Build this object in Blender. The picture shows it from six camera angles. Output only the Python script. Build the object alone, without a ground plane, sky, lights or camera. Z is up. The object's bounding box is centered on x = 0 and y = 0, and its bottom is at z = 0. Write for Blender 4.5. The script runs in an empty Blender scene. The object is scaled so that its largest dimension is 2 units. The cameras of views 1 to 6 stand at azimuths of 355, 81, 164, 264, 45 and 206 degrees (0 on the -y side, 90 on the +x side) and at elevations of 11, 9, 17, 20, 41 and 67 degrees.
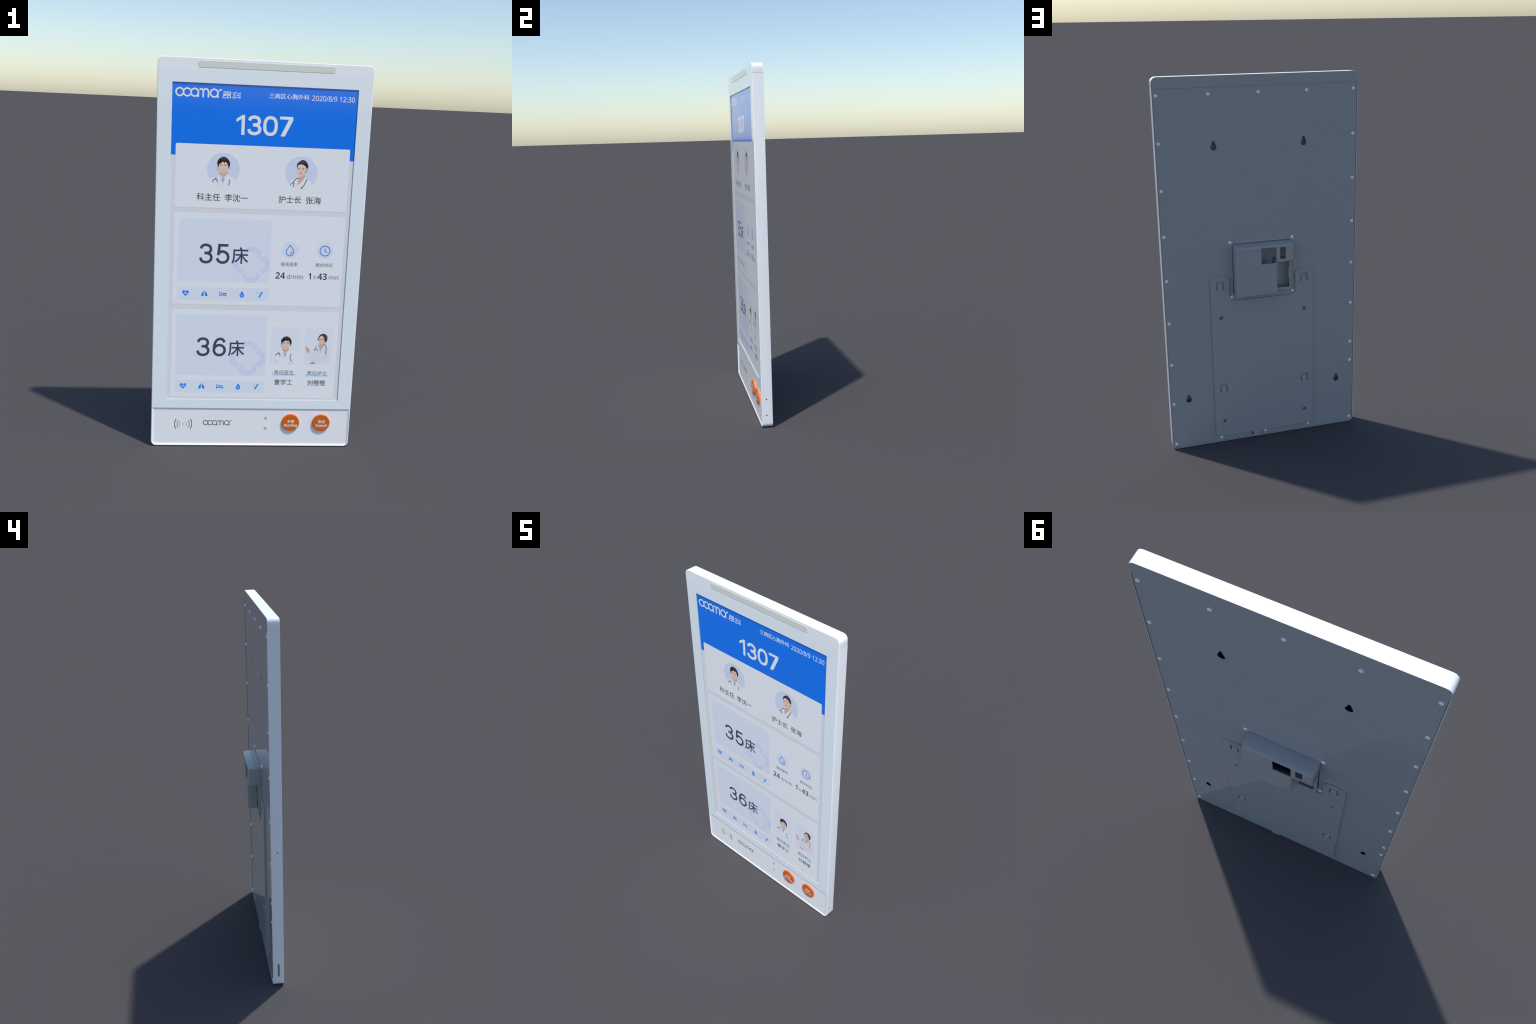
"""Wall-mounted ward display terminal: white slab housing, recessed touch screen
with a patient overview, two orange call buttons, and a back with bracket and
connector box.  Everything is built from measured sizes (metres)."""
import bpy, bmesh, math
from mathutils import Vector

# ------------------------------------------------------------------ sizes
HALF_W, TOP = 0.5285, 2.0
SEAM = 1.9442                 # joint between housing and top cap
FRONT, BACK = -0.0617, -0.0008   # front face, rear edge of the rim
PANEL = -0.0034               # sunken back panel
FLOOR = FRONT + 0.0048        # recessed lower front / screen level
CORNER = 0.027
LAYER = 0.0001                # thickness of one printed layer

scene = bpy.context.scene
collection = scene.collection


# -------------------------------------------------------------- materials
def lin(c):
    c /= 255.0
    return c / 12.92 if c <= 0.04045 else ((c + 0.055) / 1.055) ** 2.4


SUNLIT_WHITE = (203, 208, 221)      # how the housing white reads on the sunny front
WHITE = 1.02


def printed(r, g, b):
    """base colour of a print that reads as (r,g,b) on the sunny front face"""
    out = []
    for c, w in zip((r, g, b), SUNLIT_WHITE):
        out.append(min(0.99, max(0.004, (lin(c) - 0.004) / (lin(w) - 0.004) * WHITE)))
    return tuple(out)


def material(name, colour, rough=0.12, metallic=0.0, grain=0.008, grain_scale=60.0, bump=0.0, ior=1.5, translucent=0.0):
    m = bpy.data.materials.new(name)
    m.use_nodes = True
    nt = m.node_tree
    b = nt.nodes["Principled BSDF"]
    b.inputs["Roughness"].default_value = rough
    b.inputs["Metallic"].default_value = metallic
    b.inputs["IOR"].default_value = ior
    if translucent:
        b.inputs["Subsurface Weight"].default_value = translucent
        b.inputs["Subsurface Radius"].default_value = (0.01, 0.01, 0.01)
        b.inputs["Subsurface Scale"].default_value = 0.3
    tc = nt.nodes.new("ShaderNodeTexCoord")
    nz = nt.nodes.new("ShaderNodeTexNoise")
    nz.inputs["Scale"].default_value = grain_scale
    nz.inputs["Detail"].default_value = 3.0
    ramp = nt.nodes.new("ShaderNodeValToRGB")
    lo = tuple(c * (1 - grain) for c in colour) + (1,)
    hi = tuple(min(1, c * (1 + grain)) for c in colour) + (1,)
    ramp.color_ramp.elements[0].position = 0.3
    ramp.color_ramp.elements[1].position = 0.7
    ramp.color_ramp.elements[0].color = lo
    ramp.color_ramp.elements[1].color = hi
    nt.links.new(tc.outputs["Object"], nz.inputs["Vector"])
    nt.links.new(nz.outputs["Fac"], ramp.inputs["Fac"])
    nt.links.new(ramp.outputs["Color"], b.inputs["Base Color"])
    if bump:
        bp = nt.nodes.new("ShaderNodeBump")
        bp.inputs["Strength"].default_value = bump
        bp.inputs["Distance"].default_value = 0.0005
        nt.links.new(nz.outputs["Fac"], bp.inputs["Height"])
        nt.links.new(bp.outputs["Normal"], b.inputs["Normal"])
    return m


M = {}
M["housing"] = material("white_plastic", (0.99, 0.985, 0.985), 0.10)
M["cap"] = material("white_cap_plastic", (1.0, 1.0, 1.0), 0.10)
M["glass"] = material("pale_front_glass", (0.925, 0.98, 0.985), 0.06)
M["glass_edge"] = material("glass_edge", (0.50, 0.54, 0.52), 0.2)  # base darkened to hold down the direct sun on the opening's walls
M["lightbar"] = material("frosted_light_strip", (0.81, 0.83, 0.72), 0.2)
M["back"] = material("grey_steel_sheet", (0.40, 0.40, 0.40), 0.04)
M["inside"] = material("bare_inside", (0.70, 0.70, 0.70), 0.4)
M["screw"] = material("bright_screw_metal", (0.99, 0.99, 0.99), 0.25, 0.0, ior=2.0)  # base pushed to near-white so the heads look bright on the shaded back
M["button"] = material("orange_button_plastic", (0.74, 0.152, 0.010), 0.12)
M["hole"] = material("dark_hole", (0.02, 0.022, 0.025), 0.5)
M["slot"] = material("grey_slot", (0.22, 0.22, 0.23), 0.4)
M["led"] = material("grey_indicator_lens", printed(155, 160, 170), 0.15)


def ink(name, rgb, rough=0.08, grain=0.01, scale=60.0):
    M[name] = material("print_" + name, printed(*rgb), rough, grain=grain, grain_scale=scale)


ink("screen_grey", (191, 194, 208))
ink("card", (202, 208, 221))
ink("blue", (24, 104, 214))
ink("pale_blue", (190, 199, 218))
ink("emblem", (184, 189, 218))
ink("white", (205, 211, 222))
ink("dark", (60, 66, 86))
ink("grey_text", (70, 75, 87))
ink("light_grey_text", (100, 106, 126))
ink("icon_blue", (36, 116, 216))
ink("icon_teal", (105, 165, 205))
ink("outline_blue", (58, 118, 196))
ink("halo", (190, 197, 221))
ink("underline", (168, 191, 225))
ink("photo_blue", (180, 190, 219))
ink("photo_pale", (195, 201, 222))
ink("skin", (207, 179, 170), grain=0.05, scale=260.0)
ink("skin_shade", (186, 154, 144), grain=0.07, scale=260.0)
ink("ear", (203, 152, 142))
ink("hair", (42, 37, 46), grain=0.35, scale=260.0)
ink("hair_brown", (72, 58, 62), grain=0.25, scale=260.0)
ink("skin_mid", (196, 164, 154), grain=0.05, scale=260.0)  # jaw, cheek and nose shadows drawn over the portrait faces
ink("hair_light", (84, 74, 82), grain=0.2, scale=400.0)  # sheen streaks drawn on the portrait hair
ink("lips", (190, 122, 128))
ink("teeth", (208, 200, 203))
ink("coat", (200, 210, 220), grain=0.03, scale=260.0)
ink("coat_grey", (194, 197, 211), grain=0.04, scale=260.0)
ink("coat_fold", (180, 187, 206))
ink("shirt", (188, 196, 226))
ink("tie", (146, 158, 206))
ink("tube", (52, 57, 68))
ink("panel_text", (80, 82, 88))
ink("button_text", (206, 204, 212))


# ---------------------------------------------------------------- helpers
def link(ob, parent):
    collection.objects.link(ob)
    if parent is not None:
        ob.parent = parent
    return ob


def flatten_caps(me):
    """large faces that look straight forward or back stay perfectly flat"""
    for p in me.polygons:
        if abs(p.normal.y) > 0.9995:
            p.use_smooth = False


def finish(bm, name, mats, parent, smooth=None):
    me = bpy.data.meshes.new(name)
    bm.normal_update()
    bm.to_mesh(me)
    bm.free()
    for m in mats if isinstance(mats, (list, tuple)) else [mats]:
        me.materials.append(m)
    if smooth is not None:
        me.shade_smooth()
        me.set_sharp_from_angle(angle=math.radians(smooth))
        flatten_caps(me)
    return link(bpy.data.objects.new(name, me), parent)


def loft(loops, cap_first=True, cap_last=True):
    """bridge closed loops (lists of (x,y,z)) of equal length"""
    bm = bmesh.new()
    rows = [[bm.verts.new(p) for p in lp] for lp in loops]
    n = len(rows[0])
    for a, b in zip(rows, rows[1:]):
        for i in range(n):
            j = (i + 1) % n
            bm.faces.new((a[i], a[j], b[j], b[i]))
    if cap_first:
        bm.faces.new(list(reversed(rows[0])))
    if cap_last:
        bm.faces.new(rows[-1])
    bmesh.ops.recalc_face_normals(bm, faces=bm.faces)
    return bm


def rounded(x0, x1, z0, z1, radii, steps=8):
    """rounded rectangle outline, counter-clockwise; radii = bl, br, tr, tl"""
    if not isinstance(radii, (list, tuple)):
        radii = [radii] * 4
    out = []
    for (cx, cz, sx, sz, a0), r in zip(((x0, z0, 1, 1, 180), (x1, z0, -1, 1, 270), (x1, z1, -1, -1, 0), (x0, z1, 1, -1, 90)), radii):
        r = max(r, 0.0003)
        for k in range(steps + 1):
            a = math.radians(a0 + 90 * k / steps)
            out.append((cx + sx * r + r * math.cos(a), cz + sz * r + r * math.sin(a)))
    return out


def disc(cx, cz, rx, rz=None, n=40):
    rz = rx if rz is None else rz
    return [(cx + rx * math.cos(2 * math.pi * k / n), cz + rz * math.sin(2 * math.pi * k / n)) for k in range(n)]


def soften(pts, steps=4):
    """closed Catmull-Rom through control points"""
    out, n = [], len(pts)
    for i in range(n):
        p0, p1, p2, p3 = (Vector(pts[(i + d) % n]) for d in (-1, 0, 1, 2))
        for k in range(steps):
            t = k / steps
            out.append(tuple(0.5 * (2 * p1 + (p2 - p0) * t + (2 * p0 - 5 * p1 + 4 * p2 - p3) * t * t + (3 * p1 - p0 - 3 * p2 + p3) * t ** 3)))
    return out


def soften_open(pts, steps=6):
    out, n = [], len(pts)
    for i in range(n - 1):
        p0, p1, p2, p3 = (Vector(pts[min(max(i + d, 0), n - 1)]) for d in (-1, 0, 1, 2))
        for k in range(steps):
            t = k / steps
            out.append(tuple(0.5 * (2 * p1 + (p2 - p0) * t + (2 * p0 - 5 * p1 + 4 * p2 - p3) * t * t + (3 * p1 - p0 - 3 * p2 + p3) * t ** 3)))
    out.append(tuple(pts[-1]))
    return out


def ribbon(pts, width, closed=False, flat=False):
    """outline polygon(s) of a stroke with round ends -> list of polygons"""
    P = [Vector(p) for p in pts]
    n, h = len(P), width / 2
    L, R = [], []
    for i in range(n):
        a = P[i - 1] if (closed or i > 0) else None
        b = P[(i + 1) % n] if (closed or i < n - 1) else None
        d1 = (P[i] - a).normalized() if a is not None else None
        d2 = (b - P[i]).normalized() if b is not None else None
        d1, d2 = d1 or d2, d2 or d1
        t = (d1 + d2)
        t = t.normalized() if t.length > 1e-6 else d1
        nrm = Vector((-t.y, t.x))
        k = 1 / max(0.45, nrm.dot(Vector((-d1.y, d1.x))))
        L.append(P[i] + nrm * h * k)
        R.append(P[i] - nrm * h * k)
    if closed:
        return [[tuple(R[i]), tuple(R[(i + 1) % n]), tuple(L[(i + 1) % n]), tuple(L[i])] for i in range(n)]

    def end(c, frm, sgn):
        a0 = math.atan2(frm.y - c.y, frm.x - c.x)
        return [(c.x + h * math.cos(a0 + sgn * math.pi * k / 6), c.y + h * math.sin(a0 + sgn * math.pi * k / 6)) for k in range(1, 6)]
    e1, e0 = ([], []) if flat else (end(P[-1], R[-1], 1), end(P[0], L[0], 1))
    poly = [tuple(p) for p in R] + e1 + [tuple(p) for p in reversed(L)] + e0
    return [poly]


class Print:
    """collects flat shapes on the front face, each a thin raised layer"""
    def __init__(self, base_y, grow=0.0009):
        self.bm, self.y, self.mats = bmesh.new(), base_y, []
        self.grow = grow          # layout enlargement about the reading height

    def slot(self, m):
        if m not in self.mats:
            self.mats.append(m)
        return self.mats.index(m)

    def add(self, polys, mat, level=1):
        s = self.slot(mat)
        y = self.y - LAYER * level
        faces = []
        for p in polys:
            try:
                faces.append(self.bm.faces.new([self.bm.verts.new((x + (x + 0.36) * self.grow, y, z - (1.805 - z) * self.grow)) for x, z in p]))
            except ValueError:
                pass
        tmp = set(self.bm.verts)
        for f in faces:
            f.material_index = s
        ext = bmesh.ops.extrude_face_region(self.bm, geom=faces)
        for v in (g for g in ext["geom"] if isinstance(g, bmesh.types.BMVert)):
            v.co.y -= LAYER * 0.8
        for g in ext["geom"]:
            if isinstance(g, bmesh.types.BMFace):
                g.material_index = s
        return self

    def poly(self, pts, mat, level=1, smooth=True):
        return self.add([soften(pts) if smooth else pts], mat, level)

    def stroke(self, pts, w, mat, level=1, closed=False, flat=False):
        return self.add(ribbon(pts, w, closed, flat), mat, level)

    def mesh(self, me, fx, fz, mat, level=1):
        self.add([[(fx(me.vertices[i].co.x), fz(me.vertices[i].co.y)) for i in p.vertices] for p in me.polygons], mat, level)
        return self

    def done(self, name, parent):
        bmesh.ops.recalc_face_normals(self.bm, faces=self.bm.faces)
        return finish(self.bm, name, [M[k] for k in self.mats], parent)


def glyphs(body, weight=0.0, spacing=1.0):
    c = bpy.data.curves.new("glyphs", "FONT")
    c.body, c.size, c.space_character, c.resolution_u = body, 1.0, spacing, 5
    ob = bpy.data.objects.new("glyphs", c)
    collection.objects.link(ob)
    dg = bpy.context.evaluated_depsgraph_get()
    me = bpy.data.meshes.new_from_object(ob.evaluated_get(dg))
    bpy.data.objects.remove(ob)
    bpy.data.curves.remove(c)
    if weight:
        embolden(me, weight)
    return me


def embolden(me, weight):
    """push the outline of the filled glyphs outwards by weight"""
    bm = bmesh.new()
    bm.from_mesh(me)
    bmesh.ops.remove_doubles(bm, verts=bm.verts, dist=1e-5)
    push = {}
    for e in bm.edges:
        if len(e.link_faces) != 1:
            continue
        a, b = e.verts
        d = (b.co - a.co)
        if d.length < 1e-7:
            continue
        nrm = Vector((d.y, -d.x, 0)).normalized()
        if nrm.dot(e.link_faces[0].calc_center_median() - (a.co + b.co) / 2) > 0:
            nrm = -nrm
        for v in (a, b):
            push.setdefault(v, []).append(nrm)
    for v, ns in push.items():
        t = sum(ns, Vector((0, 0, 0)))
        if t.length > 1e-4:
            t.normalize()
            v.co += t * weight / max(0.5, t.dot(ns[0]))
    bm.to_mesh(me)
    bm.free()


def sans(body, bold=False):
    """plain grotesque letter forms (mathematical sans-serif code points)"""
    out = ""
    for ch in body:
        if ch.isdigit():
            out += chr((0x1D7EC if bold else 0x1D7E2) + int(ch))
        elif "a" <= ch <= "z":
            out += chr((0x1D5EE if bold else 0x1D5BA) + ord(ch) - 97)
        elif "A" <= ch <= "Z":
            out += chr((0x1D5D4 if bold else 0x1D5A0) + ord(ch) - 65)
        else:
            out += ch
    return out


def digit(pr, ch, x0, x1, z0, z1, w, mat, level):
    """large grotesque numeral drawn with an even stroke w inside the box"""
    h = w / 2
    B = lambda pts: [(x0 + a * (x1 - x0), z0 + b * (z1 - z0)) for a, b in pts]
    C = lambda pts: [(x0 + h + a * (x1 - x0 - w), z0 + h + b * (z1 - z0 - w)) for a, b in pts]
    rel = w / (z1 - z0)
    if ch == "1":
        k = 1 - w / (x1 - x0)
        pr.add([B([(k, 0), (1, 0), (1, 1), (k + 0.12, 1), (0, 0.80), (0, 0.80 - rel * 1.0), (k, 1 - rel * 1.25)])], mat, level)
    elif ch == "7":
        pr.add([B([(0, 1), (0, 1 - rel * 0.9), (0.67, 1 - rel * 0.9), (0.09, 0), (0.42, 0), (1, 1 - rel * 1.05), (1, 1)])], mat, level)
    elif ch == "0":
        ring = []
        for j in range(56):
            a = 2 * math.pi * j / 56
            c, d = math.cos(a), math.sin(a)
            ring.append((0.5 + 0.5 * math.copysign(abs(c) ** 0.84, c), 0.5 + 0.5 * math.copysign(abs(d) ** 0.84, d)))
        pr.stroke(C(ring), w, mat, level, True)
    elif ch == "3":
        pr.stroke(C(soften_open([(0.04, 0.78), (0.15, 0.93), (0.48, 1.0), (0.82, 0.93), (0.94, 0.75), (0.82, 0.58), (0.56, 0.53), (0.36, 0.53)], 8)), w, mat, level, False, True)
        pr.stroke(C(soften_open([(0.37, 0.53), (0.58, 0.53), (0.88, 0.45), (1.0, 0.27), (0.87, 0.08), (0.5, 0.0), (0.13, 0.08), (0.0, 0.26)], 8)), w, mat, level + 0.1, False, True)
    elif ch == "5":
        pr.stroke(C([(0.99, 1), (0.19, 1), (0.10, 0.42)]), w, mat, level, False, True)
        pr.stroke(C(soften_open([(0.12, 0.50), (0.28, 0.605), (0.52, 0.64), (0.86, 0.54), (1.0, 0.32), (0.87, 0.09), (0.5, 0.0), (0.14, 0.08), (0.0, 0.25)], 8)), w, mat, level + 0.1, False, True)
    elif ch == "6":
        pr.stroke(C(disc(0.5, 0.31, 0.5, 0.31, 44)), w, mat, level, True)
        pr.stroke(C(soften_open([(0.95, 0.79), (0.82, 0.94), (0.53, 1.0), (0.20, 0.88), (0.03, 0.60), (0.0, 0.32)], 8)), w, mat, level + 0.1, False, True)


def write(pr, body, x0, x1, z0, z1, mat, weight=0.0, level=1, spacing=1.0):
    """set a line of type so that its ink fills the given box"""
    me = glyphs(body, weight, spacing)
    xs = [v.co.x for v in me.vertices]
    ys = [v.co.y for v in me.vertices]
    a, b, c, d = min(xs), max(xs), min(ys), max(ys)
    pr.mesh(me, lambda x: x0 + (x - a) / (b - a) * (x1 - x0), lambda y: z0 + (y - c) / (d - c) * (z1 - z0), mat, level)
    bpy.data.meshes.remove(me)
    return pr


def text_object(name, body, x0, x1, z0, z1, mat, parent, base, level, weight=0.0, spacing=1.0):
    pr = Print(base)
    write(pr, body, x0, x1, z0, z1, mat, weight, level, spacing)
    return pr.done(name, parent)


def sheet(name, outlines, y0, y1, mat, parent, bevel=0.0, segments=2, taper=0.0, centre=(0, 0), smooth=35):
    """extruded plate from outlines (first = rim, others = holes), front/back bevelled"""
    c = bpy.data.curves.new(name, "CURVE")
    c.dimensions, c.fill_mode = "2D", "BOTH"
    c.extrude = (y1 - y0) / 2 - bevel
    c.bevel_depth, c.bevel_resolution, c.offset = bevel, segments, -bevel
    for o in outlines:
        s = c.splines.new("POLY")
        s.points.add(len(o) - 1)
        for p, (x, z) in zip(s.points, o):
            p.co = (x, z, 0, 1)
        s.use_cyclic_u = True
    ob = bpy.data.objects.new(name, c)
    collection.objects.link(ob)
    me = bpy.data.meshes.new_from_object(ob.evaluated_get(bpy.context.evaluated_depsgraph_get()))
    bpy.data.objects.remove(ob)
    bpy.data.curves.remove(c)
    bm = bmesh.new()
    bm.from_mesh(me)
    bpy.data.meshes.remove(me)
    bmesh.ops.remove_doubles(bm, verts=bm.verts, dist=1e-6)
    ym = (y0 + y1) / 2
    for v in bm.verts:
        x, z, d = v.co
        y = ym + d
        k = 1 - taper * (y - y0)
        v.co = (centre[0] + (x - centre[0]) * k, y, centre[1] + (z - centre[1]) * k)
    bmesh.ops.recalc_face_normals(bm, faces=bm.faces)
    for f in bm.faces:
        f.material_index = 0
    return finish(bm, name, mat, parent, smooth)


def cut(ob, cutters):
    """boolean difference, applied"""
    for c in cutters:
        md = ob.modifiers.new("cut", "BOOLEAN")
        md.operation, md.object, md.solver = "DIFFERENCE", c, "EXACT"
        me = bpy.data.meshes.new_from_object(ob.evaluated_get(bpy.context.evaluated_depsgraph_get()))
        ob.modifiers.remove(md)
        old = ob.data
        ob.data = me
        me.name = old.name
        bpy.data.meshes.remove(old)
    for c in cutters:
        bpy.data.objects.remove(c)
    ob.data.shade_smooth()
    ob.data.set_sharp_from_angle(angle=math.radians(35))
    flatten_caps(ob.data)
    return ob


def block(x0, x1, y0, y1, z0, z1):
    bm = loft([[(x, y, z) for x, z in ((x0, z0), (x1, z0), (x1, z1), (x0, z1))] for y in (y0, y1)])
    return finish(bm, "cutter", M["hole"], None)


def lathe(name, profile, mat, parent, axis="y", n=48, smooth=35):
    """profile: (radius, depth) pairs from outer front to back; turned round y"""
    loops = [[(r * math.cos(2 * math.pi * k / n), d, r * math.sin(2 * math.pi * k / n)) for k in range(n)] for r, d in profile]
    return finish(loft(loops), name, mat, parent, smooth)


# ------------------------------------------------------------- the object
root = bpy.data.objects.new("ward_display_terminal", None)
collection.objects.link(root)
root["label"] = "tall white wall-mounted hospital ward display with two orange buttons"
root["category"] = "display terminal"


def slab_loop(side, bottom, top, y, z0, z1, r_bottom, r_top):
    rb = max(r_bottom - min(side, bottom), 0.002) if r_bottom > 0.001 else r_bottom
    rt = max(r_top - min(side, top), 0.002) if r_top > 0.001 else r_top
    return [(x, y, z) for x, z in rounded(-HALF_W + side, HALF_W - side, z0 + bottom, z1 - top, (rb, rb, rt, rt))]


# housing: front tray with rim and concave fillet, open cavity at the back
profile = []
RIM, FIL = 0.0046, 0.0125          # rim land, width of the concave sweep
DEPTH = FLOOR - FRONT
for k in range(11):
    u = k / 10
    profile.append((RIM + FIL * (1 - u), FLOOR - DEPTH * u * u, 0.0))
for k in range(1, 6):
    t = math.pi / 2 * k / 5
    profile.append((0.0042 * (1 - math.sin(t)), FRONT + 0.0042 * (1 - math.cos(t)), 0.0))
profile += [(0.0, BACK - 0.0005, 0.0), (0.0004, BACK, 0.0), (0.0019, BACK, 0.0), (0.0019, BACK - 0.009, 0.0),
            (0.009, BACK - 0.009, 0.008), (0.009, -0.0515, 0.008)]
loops = [slab_loop(s, s, t, y, 0.0, SEAM - 0.0003, CORNER, 0.0005) for s, y, t in profile]
# the rear rim runs round the sides and the bottom only: along the top it stays behind the panel
loops = [[(x, min(y, PANEL - 0.0030) if z > SEAM - 0.00046 else y, z) for x, y, z in lp] for lp in loops]
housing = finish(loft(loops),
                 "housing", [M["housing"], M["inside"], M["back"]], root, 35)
for p in housing.data.polygons:      # cavity faces greyed so the openings show inner shadow
    if abs(p.center.x) < HALF_W - 0.004 and p.center.y > -0.0517 and p.center.z > 0.004:
        if p.center.y < BACK - 0.0005 and p.center.z < SEAM - 0.002:
            p.material_index = 1
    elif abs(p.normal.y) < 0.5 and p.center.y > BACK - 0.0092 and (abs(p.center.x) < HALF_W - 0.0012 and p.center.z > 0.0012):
        p.material_index = 2         # groove wall coloured darker for the shadow line round the back panel


def pin(y, z, r, x0, x1):
    n = 20
    bm = loft([[(x, y + r * math.cos(2 * math.pi * k / n), z + r * math.sin(2 * math.pi * k / n)) for k in range(n)] for x in (x0, x1)])
    return finish(bm, "cutter", M["hole"], None)


cut(housing, [pin(-0.0345, 0.1665, 0.0040, 0.515, 0.54), pin(-0.0345, 0.0724, 0.0040, 0.515, 0.54),
              pin(-0.0345, 0.8085, 0.0036, -0.54, -0.515), block(-0.54, -0.5265, -0.0375, -0.0270, 0.0600, 0.1380)])
# near-black plugs just under the surface of the three pinholes, grey plug in the side slot
for y, z, r, x in ((-0.0345, 0.1665, 0.0040, 1), (-0.0345, 0.0724, 0.0040, 1), (-0.0345, 0.8085, 0.0036, -1)):
    hole = pin(y, z, r * 1.02, x * 0.5260, x * 0.5281)
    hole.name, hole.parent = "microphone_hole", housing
slot = block(-0.5285, -0.5272, -0.0374, -0.0271, 0.0601, 0.1379)
slot.name, slot.parent = "speaker_slot", housing
slot.data.materials[0] = M["slot"]

# top cap
cap_profile = [(0.0032, FRONT)]
for k in range(1, 6):
    t = math.pi / 2 * k / 5
    cap_profile.append((0.0032 * (1 - math.sin(t)), FRONT + 0.0032 * (1 - math.cos(t))))
cap_profile += [(0.0, PANEL + 0.0004), (0.0004, PANEL + 0.0009)]
cap = finish(loft([slab_loop(s, 0.0, s, y, SEAM + 0.0003, TOP, 0.0005, CORNER) for s, y in cap_profile]),
             "top_cap", [M["cap"], M["back"]], root, 35)
for p in cap.data.polygons:          # the rear face is painted like the back panel
    if p.normal.y > 0.99:
        p.material_index = 1
sheet("status_light_strip", [rounded(-0.335, 0.335, 1.9553, 1.9880, 0.0135)], FRONT - 0.0011, FRONT + 0.006, M["lightbar"], cap, 0.0010)

# glass front with the screen opening
SX, SZ0, SZ1 = 0.4563, 0.2605, 1.8823
glass = sheet("front_glass", [rounded(-0.5246, 0.5246, 0.2130, SEAM + 0.0001, 0.0006), rounded(-SX, SX, SZ0, SZ1, 0.0008)],
      FRONT, FLOOR + 0.004, M["glass"], root, 0.0002, 1)
glass.data.materials.append(M["glass_edge"])
for p in glass.data.polygons:        # cut edge round the screen opening
    c = p.center
    if abs(p.normal.y) < 0.9 and abs(c.x) < SX + 0.004 and SZ0 - 0.004 < c.z < SZ1 + 0.004:
        p.material_index = 1

# ------------------------------------------------------------------ screen
bm = loft([[(x, y, z) for x, z in rounded(-SX - 0.006, SX + 0.006, SZ0 - 0.006, SZ1 + 0.006, 0.001)] for y in (FLOOR - 0.0004, FLOOR + 0.004)])
screen = finish(bm, "screen", M["screen_grey"], root)
S = FLOOR - 0.0006

pr = Print(S)
pr.add([[(-SX - 0.001, 1.5334), (SX + 0.001, 1.5334), (SX + 0.001, SZ1 + 0.002), (-SX - 0.001, SZ1 + 0.002)]], "blue", 0)
pr.done("header_band", screen)

for z0, z1 in ((1.2750, 1.5903), (0.7765, 1.2492), (0.2742, 0.7493)):
    pr = Print(S)
    pr.add([rounded(-0.4335, 0.4325, z0, z1, 0.007)], "card", 1)
    pr.done("information_card", screen)

# header texts
pr = Print(S)
for ch, a, b in (("1", 0.0, 0.148), ("3", 0.193, 0.444), ("0", 0.473, 0.731), ("7", 0.765, 1.0)):
    digit(pr, ch, -0.1410 + a * 0.2798, -0.1410 + b * 0.2798, 1.6420, 1.7385, 0.0157, "white", 2)
pr.done("room_number", screen)
text_object("ward_name_text", "三病区心胸外科", 0.0142, 0.2130, 1.8230, 1.8490, "white", screen, S, 2, 0.006)
text_object("date_text", sans("2020/8/9 12:30"), 0.2262, 0.4392, 1.8205, 1.8465, "white", screen, S, 2, 0.004)


def wordmark(pr, x, z, s, width, mat, level):
    """rounded five-letter wordmark: o c a m a with a tick, in units of s"""
    P = lambda pts: [(x + a * s, z + b * s) for a, b in pts]
    arc = lambda cx, cy, r, a0, a1, n=28: [(cx + r * math.cos(math.radians(a0 + (a1 - a0) * k / n)), cy + r * math.sin(math.radians(a0 + (a1 - a0) * k / n))) for k in range(n + 1)]
    w = width * s
    for cx in (0, 440, 1020):
        pr.stroke(P(arc(cx, 0, 112, 0, 360, 40)[:-1]), w, mat, level, True)
    pr.stroke(P(arc(220, 0, 112, 45, 315)), w, mat, level + 0.1)
    for sx in (548, 1128):
        pr.stroke(P([(sx, 20), (sx, -122)]), w, mat, level + 0.2)
    pr.stroke(P(arc(632, 45, 62, 130, 0, 14) + [(694, -122)]), w, mat, level + 0.3)
    pr.stroke(P(arc(772, 35, 77, 180, 0, 18) + [(849, -118)]), w, mat, level + 0.4)
    pr.stroke(P([(1172, 80), (1222, 112)]), w, mat, level + 0.5)


pr = Print(S)
wordmark(pr, -0.4200, 1.8360, 0.0001627, 46, "white", 2)
pr.done("wordmark", screen)

pr = Print(S)
for pts in (((1590, 345), (1785, 350), (1802, 368), (1800, 415), (1785, 432), (1605, 427), (1590, 412), (1590, 398), (1605, 385), (1760, 388)),
            ((1670, 460), (1592, 455), (1577, 470), (1575, 505), (1590, 520), (1670, 522)),
            ((1705, 535), (1708, 475), (1722, 460), (1790, 460), (1806, 476), (1806, 508), (1790, 525), (1740, 522)),
            ((1872, 380), (1945, 380), (1970, 362)), ((1880, 418), (1915, 420), (1928, 436), (1930, 542)), ((1880, 465), (1878, 542)),
            ((1990, 405), (2042, 405)), ((1990, 455), (2042, 458)), ((1965, 512), (2108, 515)), ((2082, 368), (2075, 548))):
    pr.stroke([(-0.4200 + (a - 290 + 0.02 * (337 - b)) * 0.0001627, 1.8360 - (b - 337 - 0.047 * (a - 290)) * 0.0001627) for a, b in pts], 0.0036, "white", 2)
pr.done("maker_name_text", screen)

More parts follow.
